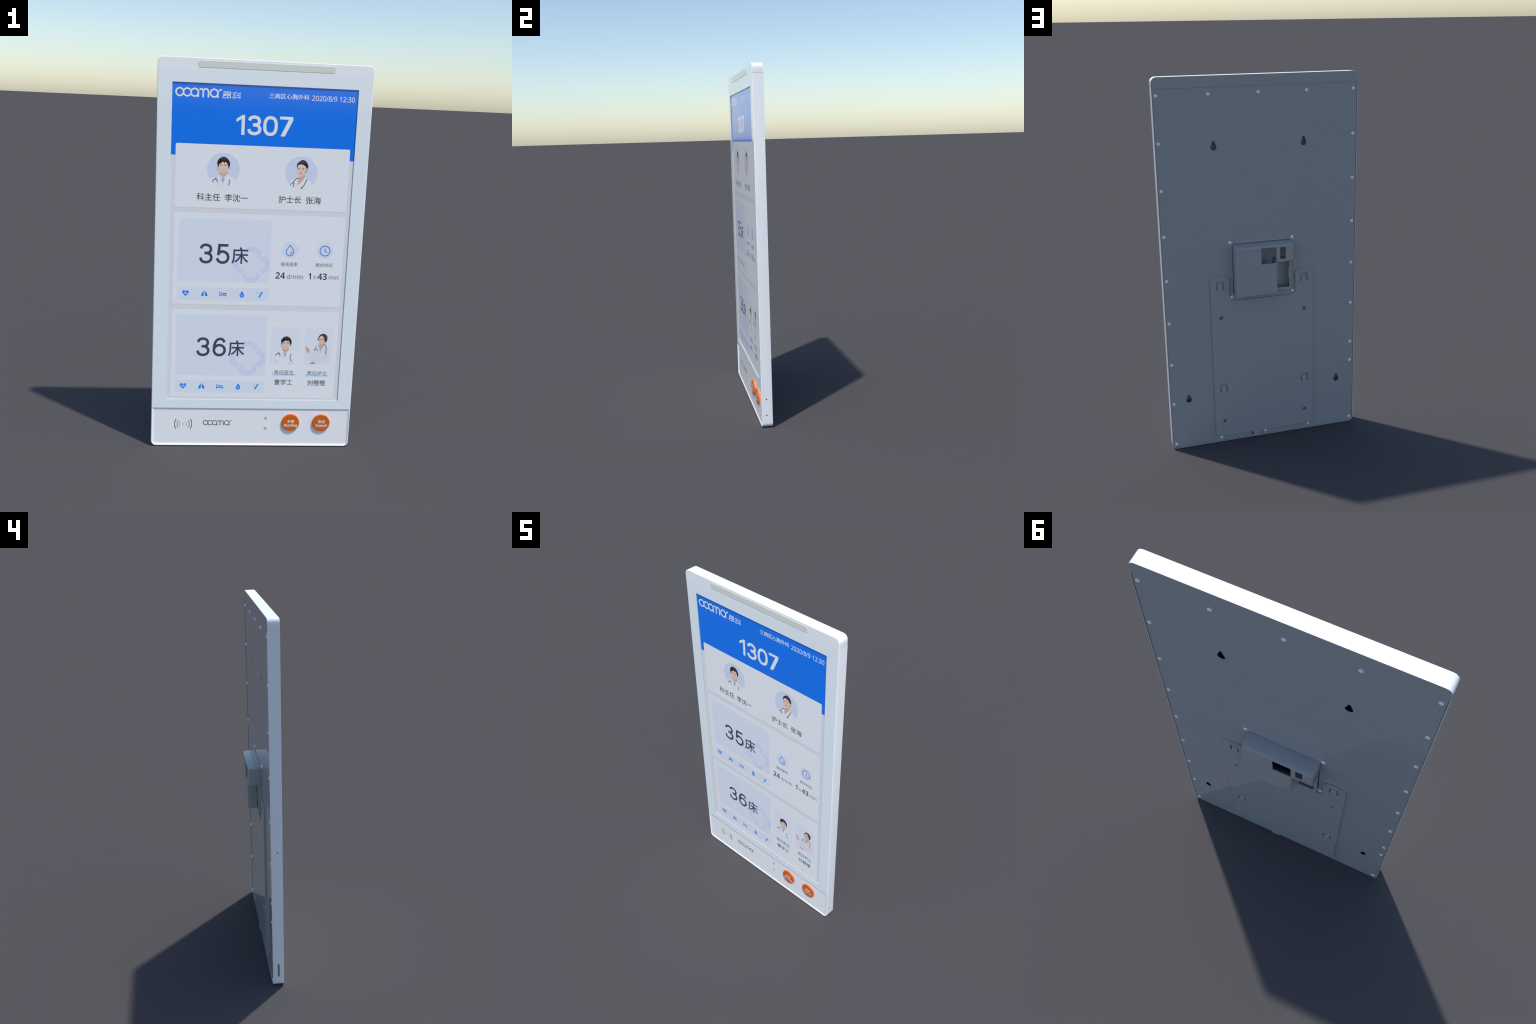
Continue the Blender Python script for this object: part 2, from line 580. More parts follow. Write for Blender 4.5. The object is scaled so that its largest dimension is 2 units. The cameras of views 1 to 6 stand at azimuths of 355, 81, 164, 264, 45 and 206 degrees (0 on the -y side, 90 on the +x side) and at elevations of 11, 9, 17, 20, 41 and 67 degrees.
# names under the portraits
text_object("name_text", "科主任", -0.3251, -0.2078, 1.3112, 1.3488, "grey_text", screen, S, 2, 0.010)
text_object("name_text", "李沈一", -0.1857, -0.0692, 1.3105, 1.3482, "grey_text", screen, S, 2, 0.010)
text_object("name_text", "护士长", 0.0852, 0.2009, 1.3112, 1.3488, "grey_text", screen, S, 2, 0.010)
text_object("name_text", "张海", 0.2245, 0.3007, 1.3105, 1.3482, "grey_text", screen, S, 2, 0.010)


# bed panels: number, emblem, icon strip
def emblem(pr, cx, cz, s, mat, level):
    piece = [(-88, 440), (88, 440), (226, 300), (222, 262), (116, 158), (94, 302), (-94, 302), (-116, 158), (-222, 262), (-226, 300)]
    for q in range(4):
        c, d = (1, 0, -1, 0)[q], (0, 1, 0, -1)[q]
        pr.add([[(cx + (a * c - b * d) * s, cz + (a * d + b * c) * s) for a, b in piece]], mat, level)


def icons(zc):
    """five small icons on a strip centred at zc"""
    s = 0.000217

    def at(cx):
        return lambda pts: [(cx + a * s, zc + b * s) for a, b in pts]
    q = at(-0.3672)
    pr = Print(S)
    pr.poly(q([(0, -67), (45, -30), (72, 5), (76, 40), (58, 64), (30, 66), (2, 46), (-26, 66), (-56, 62), (-74, 38), (-68, 2), (-42, -30)]), "icon_blue", 3)
    pr.stroke(q([(-32, 4), (-18, -18), (2, 28), (20, -14), (34, -2), (56, -4)]), 13 * s, "pale_blue", 4)
    pr.stroke(q([(56, -12), (82, -16)]), 10 * s, "icon_teal", 4)
    pr.done("heart_icon", screen)
    q = at(-0.2708)
    pr = Print(S)
    for m in (-1, 1):
        lobe = [(14, 48), (30, 44), (58, 12), (78, -50), (74, -60), (30, -62), (16, -54), (14, 0)]
        pr.add([q([(a * m, b) for a, b in lobe])], "icon_blue", 3)
    pr.stroke(q([(0, 74), (0, 20)]), 16 * s, "icon_teal", 4)
    pr.done("lungs_icon", screen)
    q = at(-0.1755)
    pr = Print(S)
    pr.add([q([(-85, -62), (-68, -62), (-68, 60), (-85, 60)])], "icon_blue", 3)
    pr.add([q([(-68, -40), (64, -40), (64, -62), (82, -62), (82, -18), (-68, -18)])], "icon_blue", 3)
    pr.add([q([(-50, -4), (82, -4), (82, 16), (70, 24), (0, 22), (-50, 8)])], "icon_blue", 3)
    pr.add([disc(*q([(-38, 30)])[0], 13 * s, n=14)], "icon_blue", 3)
    pr.done("bed_icon", screen)
    q = at(-0.0787)
    pr = Print(S)
    pr.poly(q([(0, 78), (28, 32), (52, -16), (52, -46), (30, -72), (0, -80), (-30, -72), (-52, -46), (-52, -16), (-28, 32)]), "icon_blue", 3)
    write(pr, "O", *[-0.0787 - 30 * s, -0.0787 + 4 * s, zc - 48 * s, zc + 4 * s], "pale_blue", 0.0, 4)
    write(pr, "2", *[-0.0787 + 10 * s, -0.0787 + 32 * s, zc - 50 * s, zc - 20 * s], "pale_blue", 0.0, 4)
    pr.done("oxygen_drop_icon", screen)
    q = at(0.0140)
    pr = Print(S)
    pr.stroke(q([(46, 56), (-8, -44)]), 36 * s, "icon_blue", 3)
    pr.add([q([(-22, -40), (-2, -56), (-22, -72), (-32, -82)])], "icon_blue", 3)
    pr.stroke(q([(28, 20), (10, -14)]), 9 * s, "icon_teal", 4)
    write(pr, "℃", *q([(-66, 0)])[0][:1], *q([(-22, 0)])[0][:1], zc + 18 * s, zc + 60 * s, "icon_teal", 0.02, 4)
    pr.done("thermometer_icon", screen)


for z0, z1, s0, s1, num, nz0, nz1 in ((0.8966, 1.2221, 0.8000, 0.8687, "35", 0.9912, 1.0942), (0.3957, 0.7234, 0.3008, 0.3689, "36", 0.4990, 0.6012)):
    pr = Print(S)
    pr.add([[(-0.4085, z0), (0.0585, z0), (0.0585, z1), (-0.4085, z1)]], "pale_blue", 2)
    pr.done("bed_panel", screen)
    pr = Print(S)
    pr.add([[(-0.4080, s0), (0.0592, s0), (0.0592, s1), (-0.4080, s1)]], "pale_blue", 2)
    pr.done("icon_strip", screen)
    pr = Print(S)
    emblem(pr, -0.0345, z0 + 0.0958, 0.000214, "emblem", 3)
    pr.done("cross_emblem", screen)
    pr = Print(S)
    digit(pr, num[0], -0.3035, -0.2345, nz0, nz1, 0.0136, "dark", 4)
    digit(pr, num[1], -0.2190, -0.1495, nz0, nz1, 0.0136, "dark", 4)
    pr.done("bed_number", screen)
    text_object("bed_character", "床", -0.1388, -0.0530, nz0 + 0.0022, nz0 + 0.0890, "dark", screen, S, 4, 0.012)
    icons((s0 + s1) / 2)

# infusion data
for x, r in ((0.1578, 0.0432), (0.3371, 0.0430)):
    pr = Print(S)
    pr.add([disc(x, 1.0720, r, n=56)], "halo", 2)
    pr.done("icon_disc", screen)
s = 0.000163
pr = Print(S)
q = lambda pts: [(0.1578 + a * s, 1.0700 + b * s) for a, b in pts]
pr.stroke(q(soften_open([(0, 165), (60, 80), (105, 8), (120, -40), (108, -105), (62, -150), (0, -168), (-62, -150), (-108, -105), (-120, -40), (-105, 8), (-60, 80), (0, 165)], 5)[:-1]), 27 * s, "outline_blue", 3, True)
pr.stroke(q(soften_open([(62, -25), (58, -60), (40, -90), (-2, -110)])), 24 * s, "outline_blue", 3)
pr.done("drop_icon", screen)
pr = Print(S)
q = lambda pts: [(0.3378 + a * s, 1.0722 + b * s) for a, b in pts]
pr.stroke(q(disc(0, 0, 157, n=48)), 30 * s, "outline_blue", 3, True)
pr.stroke(q([(0, 72), (0, -8), (64, -46)]), 28 * s, "outline_blue", 3)
pr.done("clock_icon", screen)
text_object("label_text", "输液速率", 0.1140, 0.1996, 0.9868, 1.0092, "light_grey_text", screen, S, 2, 0.008)
text_object("label_text", "剩余时间", 0.2934, 0.3802, 0.9868, 1.0092, "light_grey_text", screen, S, 2, 0.008)
text_object("value_text", sans("24", True), 0.0895, 0.1387, 0.9215, 0.9555, "dark", screen, S, 2, 0.0)
text_object("unit_text", sans("d/min"), 0.1486, 0.2330, 0.9215, 0.9460, "light_grey_text", screen, S, 2, 0.008)
text_object("value_text", sans("1", True), 0.2595, 0.2735, 0.9218, 0.9549, "dark", screen, S, 2, 0.0)
text_object("unit_text", sans("h"), 0.2874, 0.3008, 0.9228, 0.9442, "light_grey_text", screen, S, 2, 0.006)
text_object("value_text", sans("43", True), 0.3072, 0.3560, 0.9210, 0.9550, "dark", screen, S, 2, 0.0)
text_object("unit_text", sans("min"), 0.3657, 0.4156, 0.9235, 0.9463, "light_grey_text", screen, S, 2, 0.008)

# staff labels
for x0, x1, za, zb in ((0.0975, 0.2199, 0.3977, 0.4102), (0.2730, 0.3953, 0.3955, 0.4080)):
    pr = Print(S)
    pr.add([[(x0, za), (x1, za), (x1, zb), (x0, zb)]], "underline", 2)
    pr.done("label_underline", screen)
text_object("label_text", "责任医生", 0.1072, 0.2129, 0.4030, 0.4280, "light_grey_text", screen, S, 3, 0.006)
text_object("label_text", "责任护士", 0.2825, 0.3890, 0.4012, 0.4268, "light_grey_text", screen, S, 3, 0.006)
text_object("name_text", "曹学工", 0.1114, 0.2064, 0.3462, 0.3772, "grey_text", screen, S, 2, 0.010)
text_object("name_text", "刘橙橙", 0.2865, 0.3829, 0.3448, 0.3760, "grey_text", screen, S, 2, 0.010)


# ---------------------------------------------------------------- portraits
def young_man_head(pr, q, lv):
    """face, hair and neck in portrait units (radius 100, centre 0,0)"""
    pr.poly(q([(-24, -14), (-22, -31), (-4, -45), (19, -32), (22, -12)]), "skin_shade", lv)
    pr.add([soften(q([(-35, 18), (-38, 10), (-36, -1), (-30, -8), (-28, 14)])), soften(q([(30, 16), (39, 15), (37, 3), (31, -4)]))], "ear", lv)
    pr.poly(q([(-31, 30), (-31, 12), (-27, -5), (-19, -18), (-8, -25.5), (3, -25.5), (13, -20), (21, -8), (27, 8), (30, 24), (27, 40), (10, 50), (-12, 50), (-26, 42)]), "skin", lv + 1)
    pr.poly(q([(-36, 32), (-37, 45), (-31, 58), (-19, 70), (-4, 76), (8, 76), (24, 67), (35, 52), (40, 38), (39, 22), (33, 11), (29, 14), (27, 28), (20, 41), (12, 45),
               (6, 39), (-1, 47), (-12, 40), (-26, 31), (-31, 14), (-35, 18)]), "hair", lv + 2)
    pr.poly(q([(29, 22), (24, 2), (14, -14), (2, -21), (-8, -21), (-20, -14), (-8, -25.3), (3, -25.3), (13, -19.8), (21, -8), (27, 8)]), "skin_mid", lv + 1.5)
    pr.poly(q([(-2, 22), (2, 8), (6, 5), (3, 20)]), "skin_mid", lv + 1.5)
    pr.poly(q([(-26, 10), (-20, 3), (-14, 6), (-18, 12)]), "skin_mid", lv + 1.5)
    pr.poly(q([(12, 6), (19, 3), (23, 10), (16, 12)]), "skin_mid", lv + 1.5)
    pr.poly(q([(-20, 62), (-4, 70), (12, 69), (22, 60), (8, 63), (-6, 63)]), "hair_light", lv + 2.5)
    for ex in (-14, 13):
        pr.add([disc(*q([(ex, 25)])[0], 7.0 * q.s, 1.6 * q.s, 14)], "skin_shade", lv + 2)
        pr.stroke(q([(ex - 8, 30), (ex, 32), (ex + 8, 30)]), 2.2 * q.s, "hair_brown", lv + 2)
        pr.stroke(q([(ex - 6, 24), (ex, 25.5), (ex + 6, 24)]), 2.6 * q.s, "hair_brown", lv + 3)
    pr.poly(q([(-15, -3), (-1, -1), (12, -3), (7, -10), (-1, -13), (-10, -10)]), "lips", lv + 2)
    pr.poly(q([(-11, -4), (-1, -3), (9, -4), (4, -8), (-5, -8)]), "teeth", lv + 3)
    pr.stroke(q([(-6, 6), (-1, 4), (5, 6)]), 1.8 * q.s, "skin_shade", lv + 2)


def units(cx, cz, s, lean_x=0.0, lean_z=0.0, mirror=1):
    f = lambda pts: [(cx + (a - lean_x * b) * s, cz + (b + lean_z * a) * s) for a, b in pts]
    class Q:
        pass
    q = type("Q", (), {"__call__": staticmethod(f)})()
    q.s = s
    return q


def low_arc(a0, a1, n=16):
    return [(100 * math.cos(math.radians(a0 + (a1 - a0) * k / n)), 100 * math.sin(math.radians(a0 + (a1 - a0) * k / n))) for k in range(n + 1)]


R = 0.0815
# portrait of the head physician, round frame
q = units(-0.1962, 1.4690, R / 100, 0.036, 0.037)
pr = Print(S)
pr.add([disc(-0.1962, 1.4690, R, n=64)], "photo_blue", 2)
pr.add([q(low_arc(-147, -41, 20) + [(60, -50), (44, -44), (32, -36), (24, -28), (-3, -46), (-24, -29), (-36, -42), (-60, -47)])], "coat", 3)
pr.add([q([(-24, -29), (-4, -45), (20, -32), (6, -62), (0, -80), (-6, -82), (-14, -60), (-28, -52)])], "shirt", 4)
pr.add([q([(-4, -46), (5, -52), (7, -62), (-3, -82), (-14, -62), (-10, -52)])], "tie", 5)
young_man_head(pr, q, 5)
pr.stroke(q([(-44, -47), (-49, -58)]), 4.0 * q.s, "tube", 5)
pr.stroke(q(soften_open([(-66, -75), (-62, -64), (-50, -58), (-40, -61), (-37, -76)])), 4.2 * q.s, "tube", 5)
pr.stroke(q([(-36, -77), (-17, -97)]), 2.0 * q.s, "coat_fold", 5)
pr.stroke(q([(38, -62), (32, -95)]), 4.2 * q.s, "tube", 5)
pr.stroke(q([(-35, -60), (-27, -58)]), 1.6 * q.s, "coat_fold", 5)
pr.done("round_portrait", screen)

# portrait of the head nurse, round frame
q = units(0.1925, 1.4662, R / 100, 0.036, 0.037)
pr = Print(S)
pr.add([disc(0.1925, 1.4662, R, n=64)], "photo_blue", 2)
pr.add([q(low_arc(-139, -47, 20) + [(61, -52), (54, -46), (38, -37), (26, -27), (-20, -38), (-30, -37), (-48, -40), (-64, -46), (-67, -56)])], "coat", 3)
pr.add([q([(-6, -18), (25, -12), (24, -28), (4, -54), (-20, -75), (-20, -60), (-16, -40), (-8, -28)])], "skin_shade", 4)
pr.add([soften(q([(36, 32), (43, 28), (43, 16), (36, 5), (31, 10)]))], "ear", 4)
pr.poly(q([(-23, 40), (-24, 23), (-22, 4), (-15, -14), (-5, -22), (4, -22), (18, -12), (25, 2), (32, 14), (33, 30), (22, 46), (-5, 54), (-19, 50)]), "skin", 5)
pr.poly(q([(-26, 28), (-27.5, 42), (-25, 55), (-12, 68), (2, 77), (14, 78), (28, 70), (38, 56), (43, 42), (42, 31), (35, 25), (32, 27), (28, 37), (18, 46), (6, 51), (-9, 52), (-20, 45), (-24, 33)]), "hair", 6)
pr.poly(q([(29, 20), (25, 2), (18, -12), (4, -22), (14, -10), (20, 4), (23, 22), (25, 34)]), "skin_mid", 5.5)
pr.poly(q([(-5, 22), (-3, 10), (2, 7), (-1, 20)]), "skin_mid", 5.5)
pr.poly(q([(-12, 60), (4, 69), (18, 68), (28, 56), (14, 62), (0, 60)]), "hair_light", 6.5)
pr.add([disc(*q([(30, 5)])[0], 2.6 * q.s, 3.4 * q.s, 12)], "hair", 6)
for ex in (-16, 11):
    pr.stroke(q([(ex - 6, 24), (ex, 26), (ex + 6, 24)]), 3.6 * q.s, "hair_brown", 6)
    pr.stroke(q([(ex - 7, 31), (ex, 33), (ex + 7, 31)]), 1.8 * q.s, "skin_shade", 6)
pr.poly(q([(-12, -2), (-4, 0), (8, -1), (2, -6), (-6, -7)]), "lips", 6)
pr.stroke(q([(-5, 8), (0, 6), (3, 8)]), 1.6 * q.s, "skin_shade", 6)
pr.stroke(q(soften_open([(-12, -32), (-28, -36), (-40, -46), (-48, -58)])), 4.0 * q.s, "tube", 6)
pr.stroke(q(soften_open([(-65, -74), (-58, -64), (-50, -59), (-43, -66), (-48, -84)])), 4.2 * q.s, "tube", 6)
pr.stroke(q([(38, -38), (14, -83)]), 4.6 * q.s, "tube", 6)
pr.add([disc(*q([(6, -90)])[0], 6.5 * q.s, n=18)], "tube", 6)
pr.add([disc(*q([(6, -90)])[0], 2.6 * q.s, n=12)], "coat_grey", 7)
pr.stroke(q([(-20, -40), (-23, -76), (-40, -92)]), 1.4 * q.s, "coat_fold", 5)
pr.stroke(q([(22, -30), (-2, -62), (-20, -76)]), 1.4 * q.s, "coat_fold", 5)
pr.done("round_portrait", screen)

# rectangular photograph of the doctor
x0, x1, z0, z1 = 0.0835, 0.2345, 0.4607, 0.6650
pr = Print(S)
pr.add([[(x0, z0), (x1, z0), (x1, z1), (x0, z1)]], "photo_pale", 2)
q = units(0.1632, 0.5596, 0.000715, 0.0, 0.0)
edge = lambda pts: [(min(max(x, x0), x1 + 0.003), max(z, z0)) for x, z in pts]
pr.add([edge(q([(-112, -140), (-108, -90), (-96, -52), (-62, -44), (-36, -38), (-24, -26), (-3, -44), (24, -28), (40, -40), (74, -46), (92, -58), (104, -90), (104, -140)]))], "coat", 3)
pr.add([edge(q([(-24, -27), (-4, -43), (20, -31), (8, -58), (2, -86), (-6, -90), (-16, -62), (-34, -52)]))], "shirt", 4)
pr.add([q([(-6, -46), (5, -52), (7, -62), (-3, -84), (-14, -62), (-12, -52)])], "tie", 5)
young_man_head(pr, q, 5)
pr.stroke(q([(-48, -42), (-53, -55)]), 4.4 * q.s, "tube", 5)
pr.stroke(q(soften_open([(-72, -72), (-66, -60), (-54, -55), (-44, -58), (-40, -74)])), 5.0 * q.s, "tube", 5)
pr.stroke(q(soften_open([(-72, -74), (-70, -110)])), 1.8 * q.s, "coat_fold", 5)
pr.stroke(q(soften_open([(-40, -74), (-42, -112)])), 1.8 * q.s, "coat_fold", 5)
pr.stroke(q([(-40, -72), (-18, -92)]), 2.4 * q.s, "coat_fold", 5)
pr.stroke(q([(41, -58), (33, -94)]), 4.6 * q.s, "tube", 5)
pr.stroke(q([(42, -96), (38, -110)]), 4.0 * q.s, "tube", 5)
pr.stroke(q([(50, -100), (46, -112)]), 3.4 * q.s, "tube", 5)
pr.add([edge(q([(18, -135), (24, -118), (46, -112), (62, -124), (62, -140), (18, -140)]))], "shirt", 4)
pr.add([q([(-76, -108), (-62, -116), (-54, -124), (-72, -120)])], "skin_shade", 4)
for a in range(5):
    pr.stroke(edge(q([(-108, -72 - a * 13), (-98, -76 - a * 13)])), 2.2 * q.s, "coat_fold", 5)
pr.done("photograph", screen)

# rectangular photograph of the nurse (units: centimetre-like, 100 = 0.0234 m)
x0, x1, z0, z1 = 0.2595, 0.4082, 0.4625, 0.6647
pr = Print(S)
pr.add([[(x0, z0), (x1, z0), (x1, z1), (x0, z1)]], "photo_pale", 2)
q = units(0.3470, 0.5830, 0.000234, 0.05, 0.02)
edge = lambda pts: [(min(max(x, x0), x1), max(z, z0 + 0.0002)) for x, z in pts]
o = lambda pts: q([(a - 1200, 450 - b) for a, b in pts])
pr.add([edge(o([(1145, 490), (1090, 560), (990, 600), (968, 700), (945, 690), (900, 718), (876, 770), (905, 850), (962, 948), (1345, 948), (1400, 790), (1412, 650), (1380, 580), (1280, 490), (1182, 665)]))], "coat_grey", 3)
for line in ([(1030, 690), (1080, 800), (1110, 850)], [(1090, 870), (1200, 820), (1290, 760)], [(1380, 660), (1330, 800), (1280, 840)], [(990, 760), (1010, 850), (1050, 890)], [(1182, 665), (1150, 790)], [(1260, 610), (1180, 690)]):
    pr.stroke(o(soften_open(line)), 14 * q.s, "coat_fold", 4)
pr.add([o([(1143, 510), (1180, 665), (1268, 515), (1240, 510), (1200, 600), (1165, 520)])], "tie", 4)
pr.add([o([(1155, 450), (1150, 505), (1178, 570), (1205, 612), (1245, 540), (1285, 470), (1272, 430)])], "skin_shade", 5)
pr.poly(o([(1150, 360), (1147, 415), (1163, 450), (1195, 478), (1240, 468), (1278, 432), (1290, 390), (1272, 325), (1222, 285), (1175, 308)]), "skin", 6)
pr.poly(o([(1124, 385), (1138, 335), (1175, 272), (1230, 243), (1290, 250), (1335, 290), (1345, 345), (1335, 412), (1310, 438), (1285, 430), (1275, 370), (1252, 318), (1216, 288), (1178, 312), (1150, 352), (1142, 385)]), "hair_brown", 7)
pr.stroke(o([(1148, 362), (1200, 372), (1212, 372), (1274, 378)]), 6 * q.s, "tube", 7)
for ex in (1178, 1242):
    pr.stroke(o(disc(ex, 382, 25, 16, 18)), 5 * q.s, "light_grey_text", 7, True)
    pr.add([disc(*o([(ex, 378)])[0], 10 * q.s, 4 * q.s, 10)], "hair_brown", 8)
pr.poly(o([(1165, 436), (1195, 431), (1228, 438), (1200, 448)]), "lips", 7)
pr.poly(o([(868, 518), (852, 560), (856, 610), (880, 650), (905, 690), (936, 690), (946, 640), (930, 602), (920, 572), (905, 578), (880, 565), (876, 545)]), "skin_shade", 4)
pr.stroke(o([(885, 570), (920, 566)]), 12 * q.s, "skin_shade", 5)
pr.stroke(o([(880, 605), (925, 625)]), 8 * q.s, "lips", 5)
pr.add([edge(o([(962, 918), (1058, 900), (1072, 948), (958, 948)]))], "lips", 4)
pr.stroke(o(soften_open([(1105, 525), (1085, 550), (1080, 590)])), 11 * q.s, "tube", 5)
pr.stroke(o(soften_open([(1050, 640), (1058, 608), (1085, 594), (1110, 608), (1118, 640)])), 13 * q.s, "tube", 5)
pr.stroke(o(soften_open([(1050, 645), (1060, 720), (1090, 770), (1110, 720), (1118, 645)])), 5 * q.s, "coat_fold", 5)
pr.stroke(o(soften_open([(1270, 475), (1306, 520), (1320, 590), (1305, 710)])), 14 * q.s, "tube", 5)
pr.add([disc(*o([(1300, 745)])[0], 17 * q.s, 26 * q.s, 14)], "coat_fold", 5)
pr.done("photograph", screen)

# --------------------------------------------------------- lower front panel
pr = Print(FLOOR)
pr.stroke(disc(-0.3604, 0.1222, 0.0034, n=20), 0.0016, "panel_text", 0, True)
for k, (dx, half) in enumerate(((0.0190, 0.0125), (0.0320, 0.0185), (0.0452, 0.0270))):
    w = (0.0020, 0.0032, 0.0043)[k]
    rr = half * 1.9
    a = math.asin(half / rr)
    for m in (-1, 1):
        cx = -0.3604 + m * (dx - rr)
        pr.stroke([(cx + m * rr * math.cos(a * (2 * j / 12 - 1)), 0.1222 + rr * math.sin(a * (2 * j / 12 - 1))) for j in range(13)], w, "panel_text", 0)
pr.done("contactless_symbol", housing)
pr = Print(FLOOR)
wordmark(pr, -0.2425, 0.1305, 0.0001100, 40, "panel_text", 0)
pr.done("wordmark", housing)
for z in (0.1568, 0.0994):
    led = lathe("indicator_lens", [(0.0084, 0.002), (0.0084, -0.0003), (0.0078, -0.0006)], M["led"], housing, n=28)
    led.location = (0.0759, FLOOR, z)

BUTTON_H = 0.0101
prof = [(0.0470, 0.002), (0.0470, -BUTTON_H + 0.0030)]
for k in range(1, 6):
    t = math.pi / 2 * k / 5
    prof.append((0.0470 - 0.0030 * (1 - math.cos(t)), -BUTTON_H + 0.0030 - 0.0030 * math.sin(t)))
for x, upper, lower, ux, lx in ((0.2090, "护理", "Nursing", 0.0180, 0.0347), (0.3738, "取消", "Cancel", 0.0178, 0.0297)):
    b = lathe("call_button", prof, M["button"], root)
    b.location = (x, FLOOR, 0.1355)
    t = Print(-BUTTON_H, 0.0)
    write(t, upper, -ux + 0.0015, ux + 0.0015, -0.0012, 0.0172, "button_text", 0.012, 0)
    zb = -0.0215 if lower == "Nursing" else -0.0210
    write(t, sans(lower, True), -lx + 0.0012, lx + 0.0012, zb - (0.0042 if lower == "Nursing" else 0), -0.0052, "button_text", 0.0, 0)
    t.done("button_text", b)

# ------------------------------------------------------------------- back
BOX_X, BOX_Z0, BOX_Z1 = 0.1575, 0.8650, 1.1390


def keyhole(x, z):
    """round hole with a narrowing slot above; z = centre of the round part"""
    pts = []
    for k in range(25):
        a = math.radians(150 + 240 * k / 24)
        pts.append((x + 0.0155 * math.cos(a), z + 0.0155 * math.sin(a)))
    pts += [(x + 0.0080, z + 0.0190)]
    for k in range(13):
        a = math.radians(180 * k / 12)
        pts.append((x + 0.0068 * math.cos(a), z + 0.0255 + 0.0068 * math.sin(a)))
    pts += [(x - 0.0080, z + 0.0190)]
    return pts


panel_rim = []
base = rounded(-0.5246, 0.5246, 0.0038, SEAM - 0.0005, (CORNER - 0.004, CORNER - 0.004, 0.0006, 0.0006))
half = len(base) // 4
panel_rim = base[:half] + [(0.0203, 0.0038), (0.0203, 0.0275), (0.0762, 0.0275), (0.0762, 0.0038)] + base[half:]
back_panel = sheet("back_panel", [panel_rim, rounded(-BOX_X - 0.0016, BOX_X + 0.0016, BOX_Z0 - 0.0016, BOX_Z1 + 0.0016, 0.010)]
                   + [keyhole(x, z) for x, z in ((0.2362, 1.6495), (-0.2356, 1.6495), (0.4252, 0.2835), (-0.4238, 0.2835))]
                   + [disc(x, z, 0.0112, n=28) for x in (0.2315, -0.2312) for z in (0.7403, 0.1278)],
                   PANEL - 0.0025, PANEL, M["back"], root, 0.0003, 1)
for x in (0.2315, -0.2312):
    for z in (0.7403, 0.1278):
        blind = lathe("hole_plug", [(0.0140, -0.009), (0.0140, -0.0075)], M["back"], back_panel, n=28)
        blind.location = (x, PANEL, z)
# screws
n = 20
dome = [(0.0090, 0.0), (0.0089, 0.0012), (0.0080, 0.0026), (0.0062, 0.0037), (0.0036, 0.0044), (0.0012, 0.0046)]
first = lathe("screw", [(r, d) for r, d in dome], M["screw"], back_panel, n=24, smooth=60)
spots = [(x, 1.9117) for x in (0.5085, 0.2535, 0.0002, -0.2528, -0.5061)]
spots += [(0.5087, z) for z in (1.6805, 1.4450, 1.2093, 0.9735, 0.7380, 0.5017, 0.2704)]
spots += [(-0.5062, z) for z in (1.6805, 1.4450, 1.2090, 0.9735, 0.7380, 0.5017, 0.3876)]
spots += [(0.5070, 0.0262), (-0.5064, 0.0266), (0.2533, 0.0252), (0.0003, 0.0254), (-0.2529, 0.0254)]
spots += [(0.1700, 1.1499), (-0.1692, 1.1499), (0.1699, 0.8482), (-0.1696, 0.8481)]
for i, (x, z) in enumerate(spots):
    sc = first if i == 0 else first.copy()
    if i:
        link(sc, back_panel)
    sc.location = (x, PANEL, z)

# mounting bracket: U-shaped sheet with round holes and hook windows
PLATE = 0.0062


def corner(cx, cz, r, a0, a1, k=8):
    return [(cx + r * math.cos(math.radians(a0 + (a1 - a0) * j / k)), cz + r * math.sin(math.radians(a0 + (a1 - a0) * j / k))) for j in range(k + 1)]


PX, PB, PT, AR, NB = 0.2838, 0.0358, 0.9702, 0.1820, 0.8295
r = 0.026
rim = corner(-PX + 0.020, PB + 0.020, 0.020, 180, 270)
rim += [(0.0250, PB), (0.0250, 0.0060), (0.0710, 0.0060), (0.0710, PB)]
rim += corner(PX - 0.020, PB + 0.020, 0.020, 270, 360)
rim += corner(PX - r, PT - r, r, 0, 90) + corner(AR + r, PT - r, r, 90, 180)
rim += corner(AR - r, NB + r, r, 0, -90) + corner(-AR + r, NB + r, r, 270, 180)
rim += corner(-AR - r, PT - r, r, 0, 90) + corner(-PX + r, PT - r, r, 90, 180)
holes = [disc(x, z, 0.0112, n=28) for x in (0.2315, -0.2312) for z in (0.7403, 0.1278)]
hooks = [(0.2311, 0.9222), (-0.2314, 0.9222), (0.2313, 0.3297), (-0.2310, 0.3297)]
for x, z in hooks:
    holes.append([(x - 0.0205, z - 0.0240), (x - 0.0125, z - 0.0240), (x - 0.0125, z - 0.0075), (x + 0.0125, z - 0.0075),
                  (x + 0.0125, z - 0.0240), (x + 0.0205, z - 0.0240), (x + 0.0205, z + 0.0235), (x - 0.0205, z + 0.0235)])
bracket = sheet("mounting_bracket", [rim] + holes, PANEL - 0.0004, PLATE, M["back"], root, 0.0014, 2)
lip = None
for x, z in hooks:
    if lip is None:
        t = 0.0125
        loops = [[(-t, -0.0018, -0.0085), (-t, -0.0002, -0.0085), (-t, -0.0060, 0.0030), (-t, -0.0082, 0.0030)],
                 [(t, -0.0018, -0.0085), (t, -0.0002, -0.0085), (t, -0.0060, 0.0030), (t, -0.0082, 0.0030)]]
        lip = finish(loft(loops), "hook_tab", M["back"], bracket)
        ob = lip
    else:
        ob = link(lip.copy(), bracket)
    ob.location = (x, PLATE, z)

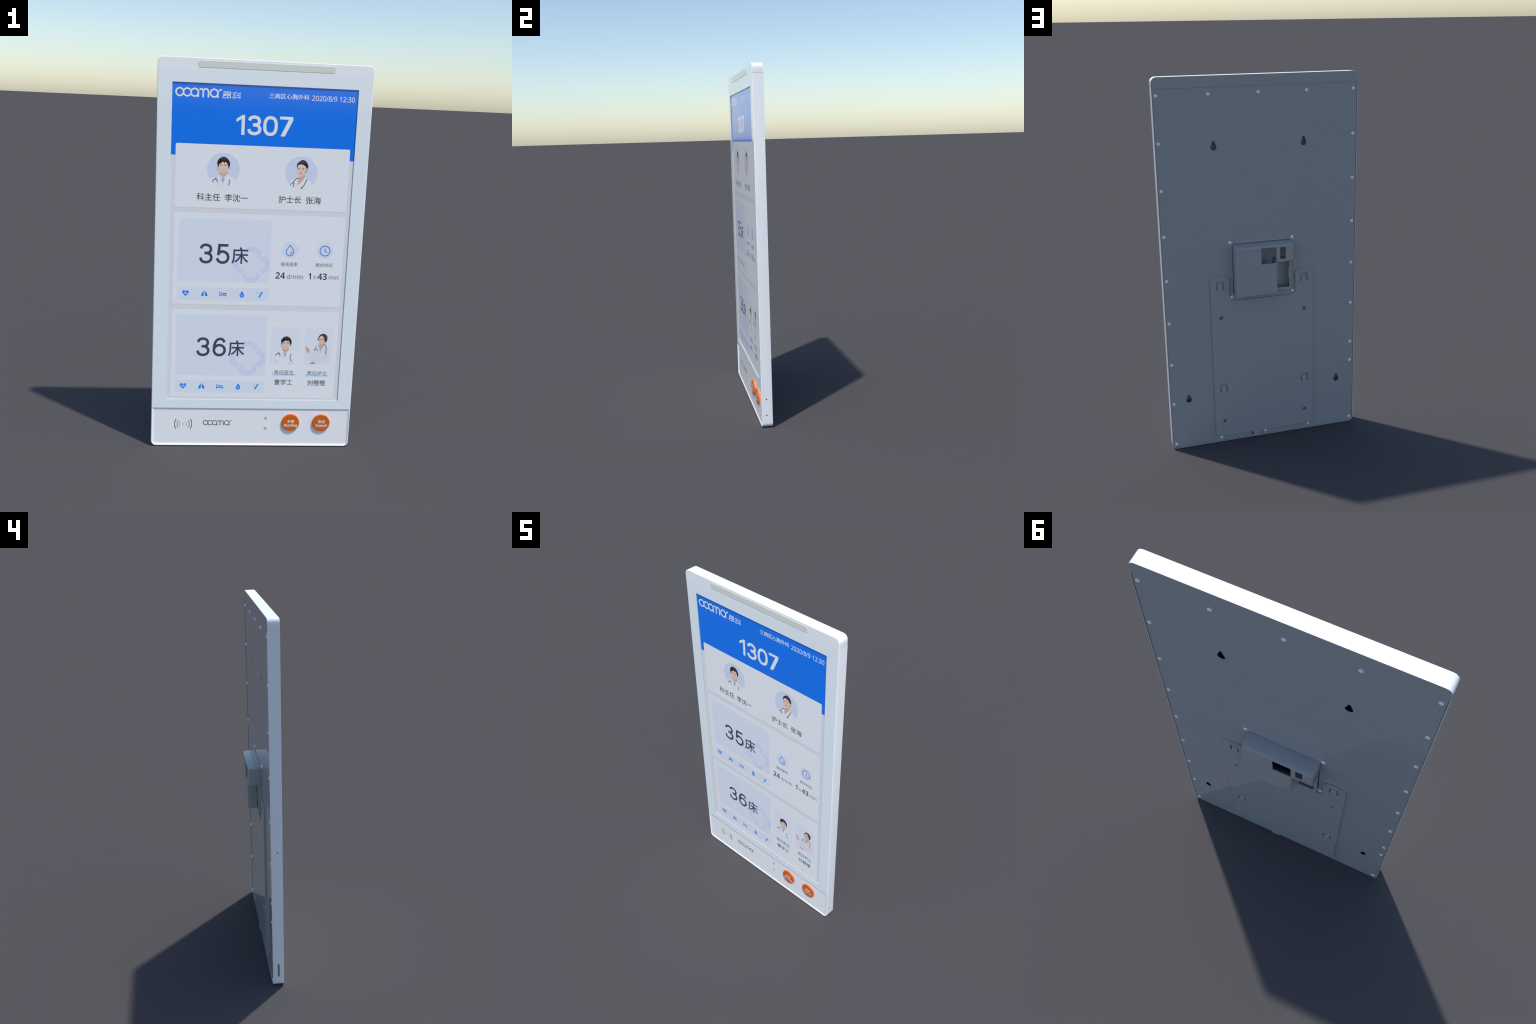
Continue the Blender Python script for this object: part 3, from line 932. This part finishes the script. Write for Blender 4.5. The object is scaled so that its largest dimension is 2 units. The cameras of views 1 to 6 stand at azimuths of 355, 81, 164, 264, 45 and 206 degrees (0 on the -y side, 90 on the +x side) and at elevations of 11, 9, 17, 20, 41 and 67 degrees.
# connector box: stepped block with windows and an open pocket
BOX_Y = 0.0668
NX, NZ = -0.0660, 1.0375
rr = 0.007
outline = (corner(-BOX_X + 0.003, NZ + 0.003, 0.003, 180, 270, 3) + corner(NX - 0.003, NZ - 0.003, 0.003, 90, 0, 3)
           + corner(NX + 0.004, BOX_Z0 + 0.004, 0.004, 180, 270, 4) + corner(BOX_X - rr, BOX_Z0 + rr, rr, 270, 360, 5)
           + corner(BOX_X - rr, BOX_Z1 - rr, rr, 0, 90, 5) + corner(-BOX_X + rr, BOX_Z1 - rr, rr, 90, 180, 5))
box = sheet("connector_box", [outline], -0.018, BOX_Y, M["back"], root, 0.0052, 4)
for v in box.data.vertices:          # draft angle: the sides and the top lean in towards the rear
    f = min(1.0, max(0.0, (v.co.y - PANEL) / (BOX_Y - PANEL)))
    v.co.x *= 1 - 0.010 * f
    if v.co.z > 1.08:
        v.co.z -= 0.0065 * f
cut(box, [block(-0.0590, 0.1505, -0.0300, BOX_Y - 0.0055, BOX_Z0 + 0.0055, BOX_Z1 - 0.0115),
          block(-0.1505, -0.0590, -0.0300, BOX_Y - 0.0056, NZ + 0.0055, BOX_Z1 - 0.0116),
          block(-0.0612, 0.0202, -0.0450, 0.08, 1.0360, 1.1225), block(-0.1122, -0.0808, -0.0450, 0.08, 1.0562, 1.1200)])
box.data.materials.clear()
box.data.materials.append(M["back"])
for p in box.data.polygons:
    p.material_index = 0
LOW_Y = 0.0192
pocket = [(-0.1450, 0.8815), (-0.0760, 0.8815), (-0.0760, 0.9080), (-0.0815, 0.9080), (-0.0815, 0.9680), (-0.0760, 0.9680), (-0.0760, 1.0360),
          (-0.1430, 1.0360), (-0.1430, 0.9900), (-0.1400, 0.9900), (-0.1400, 0.9300), (-0.1450, 0.9300)]
sheet("port_bay", [rounded(-BOX_X + 0.0008, -0.0640, BOX_Z0, 1.0410, 0.004), pocket], LOW_Y - 0.0035, LOW_Y, M["back"], box, 0.0012, 2)
wall = sheet("port_bay_wall", [[(-BOX_X + 0.0012, BOX_Z0 + 0.0004), (-0.0640, BOX_Z0 + 0.0004), (-0.0640, BOX_Z0 + 0.0044), (-BOX_X + 0.0052, BOX_Z0 + 0.0044),
                                (-BOX_X + 0.0052, 1.0400), (-BOX_X + 0.0012, 1.0400)]], -0.018, LOW_Y - 0.0020, M["back"], box)
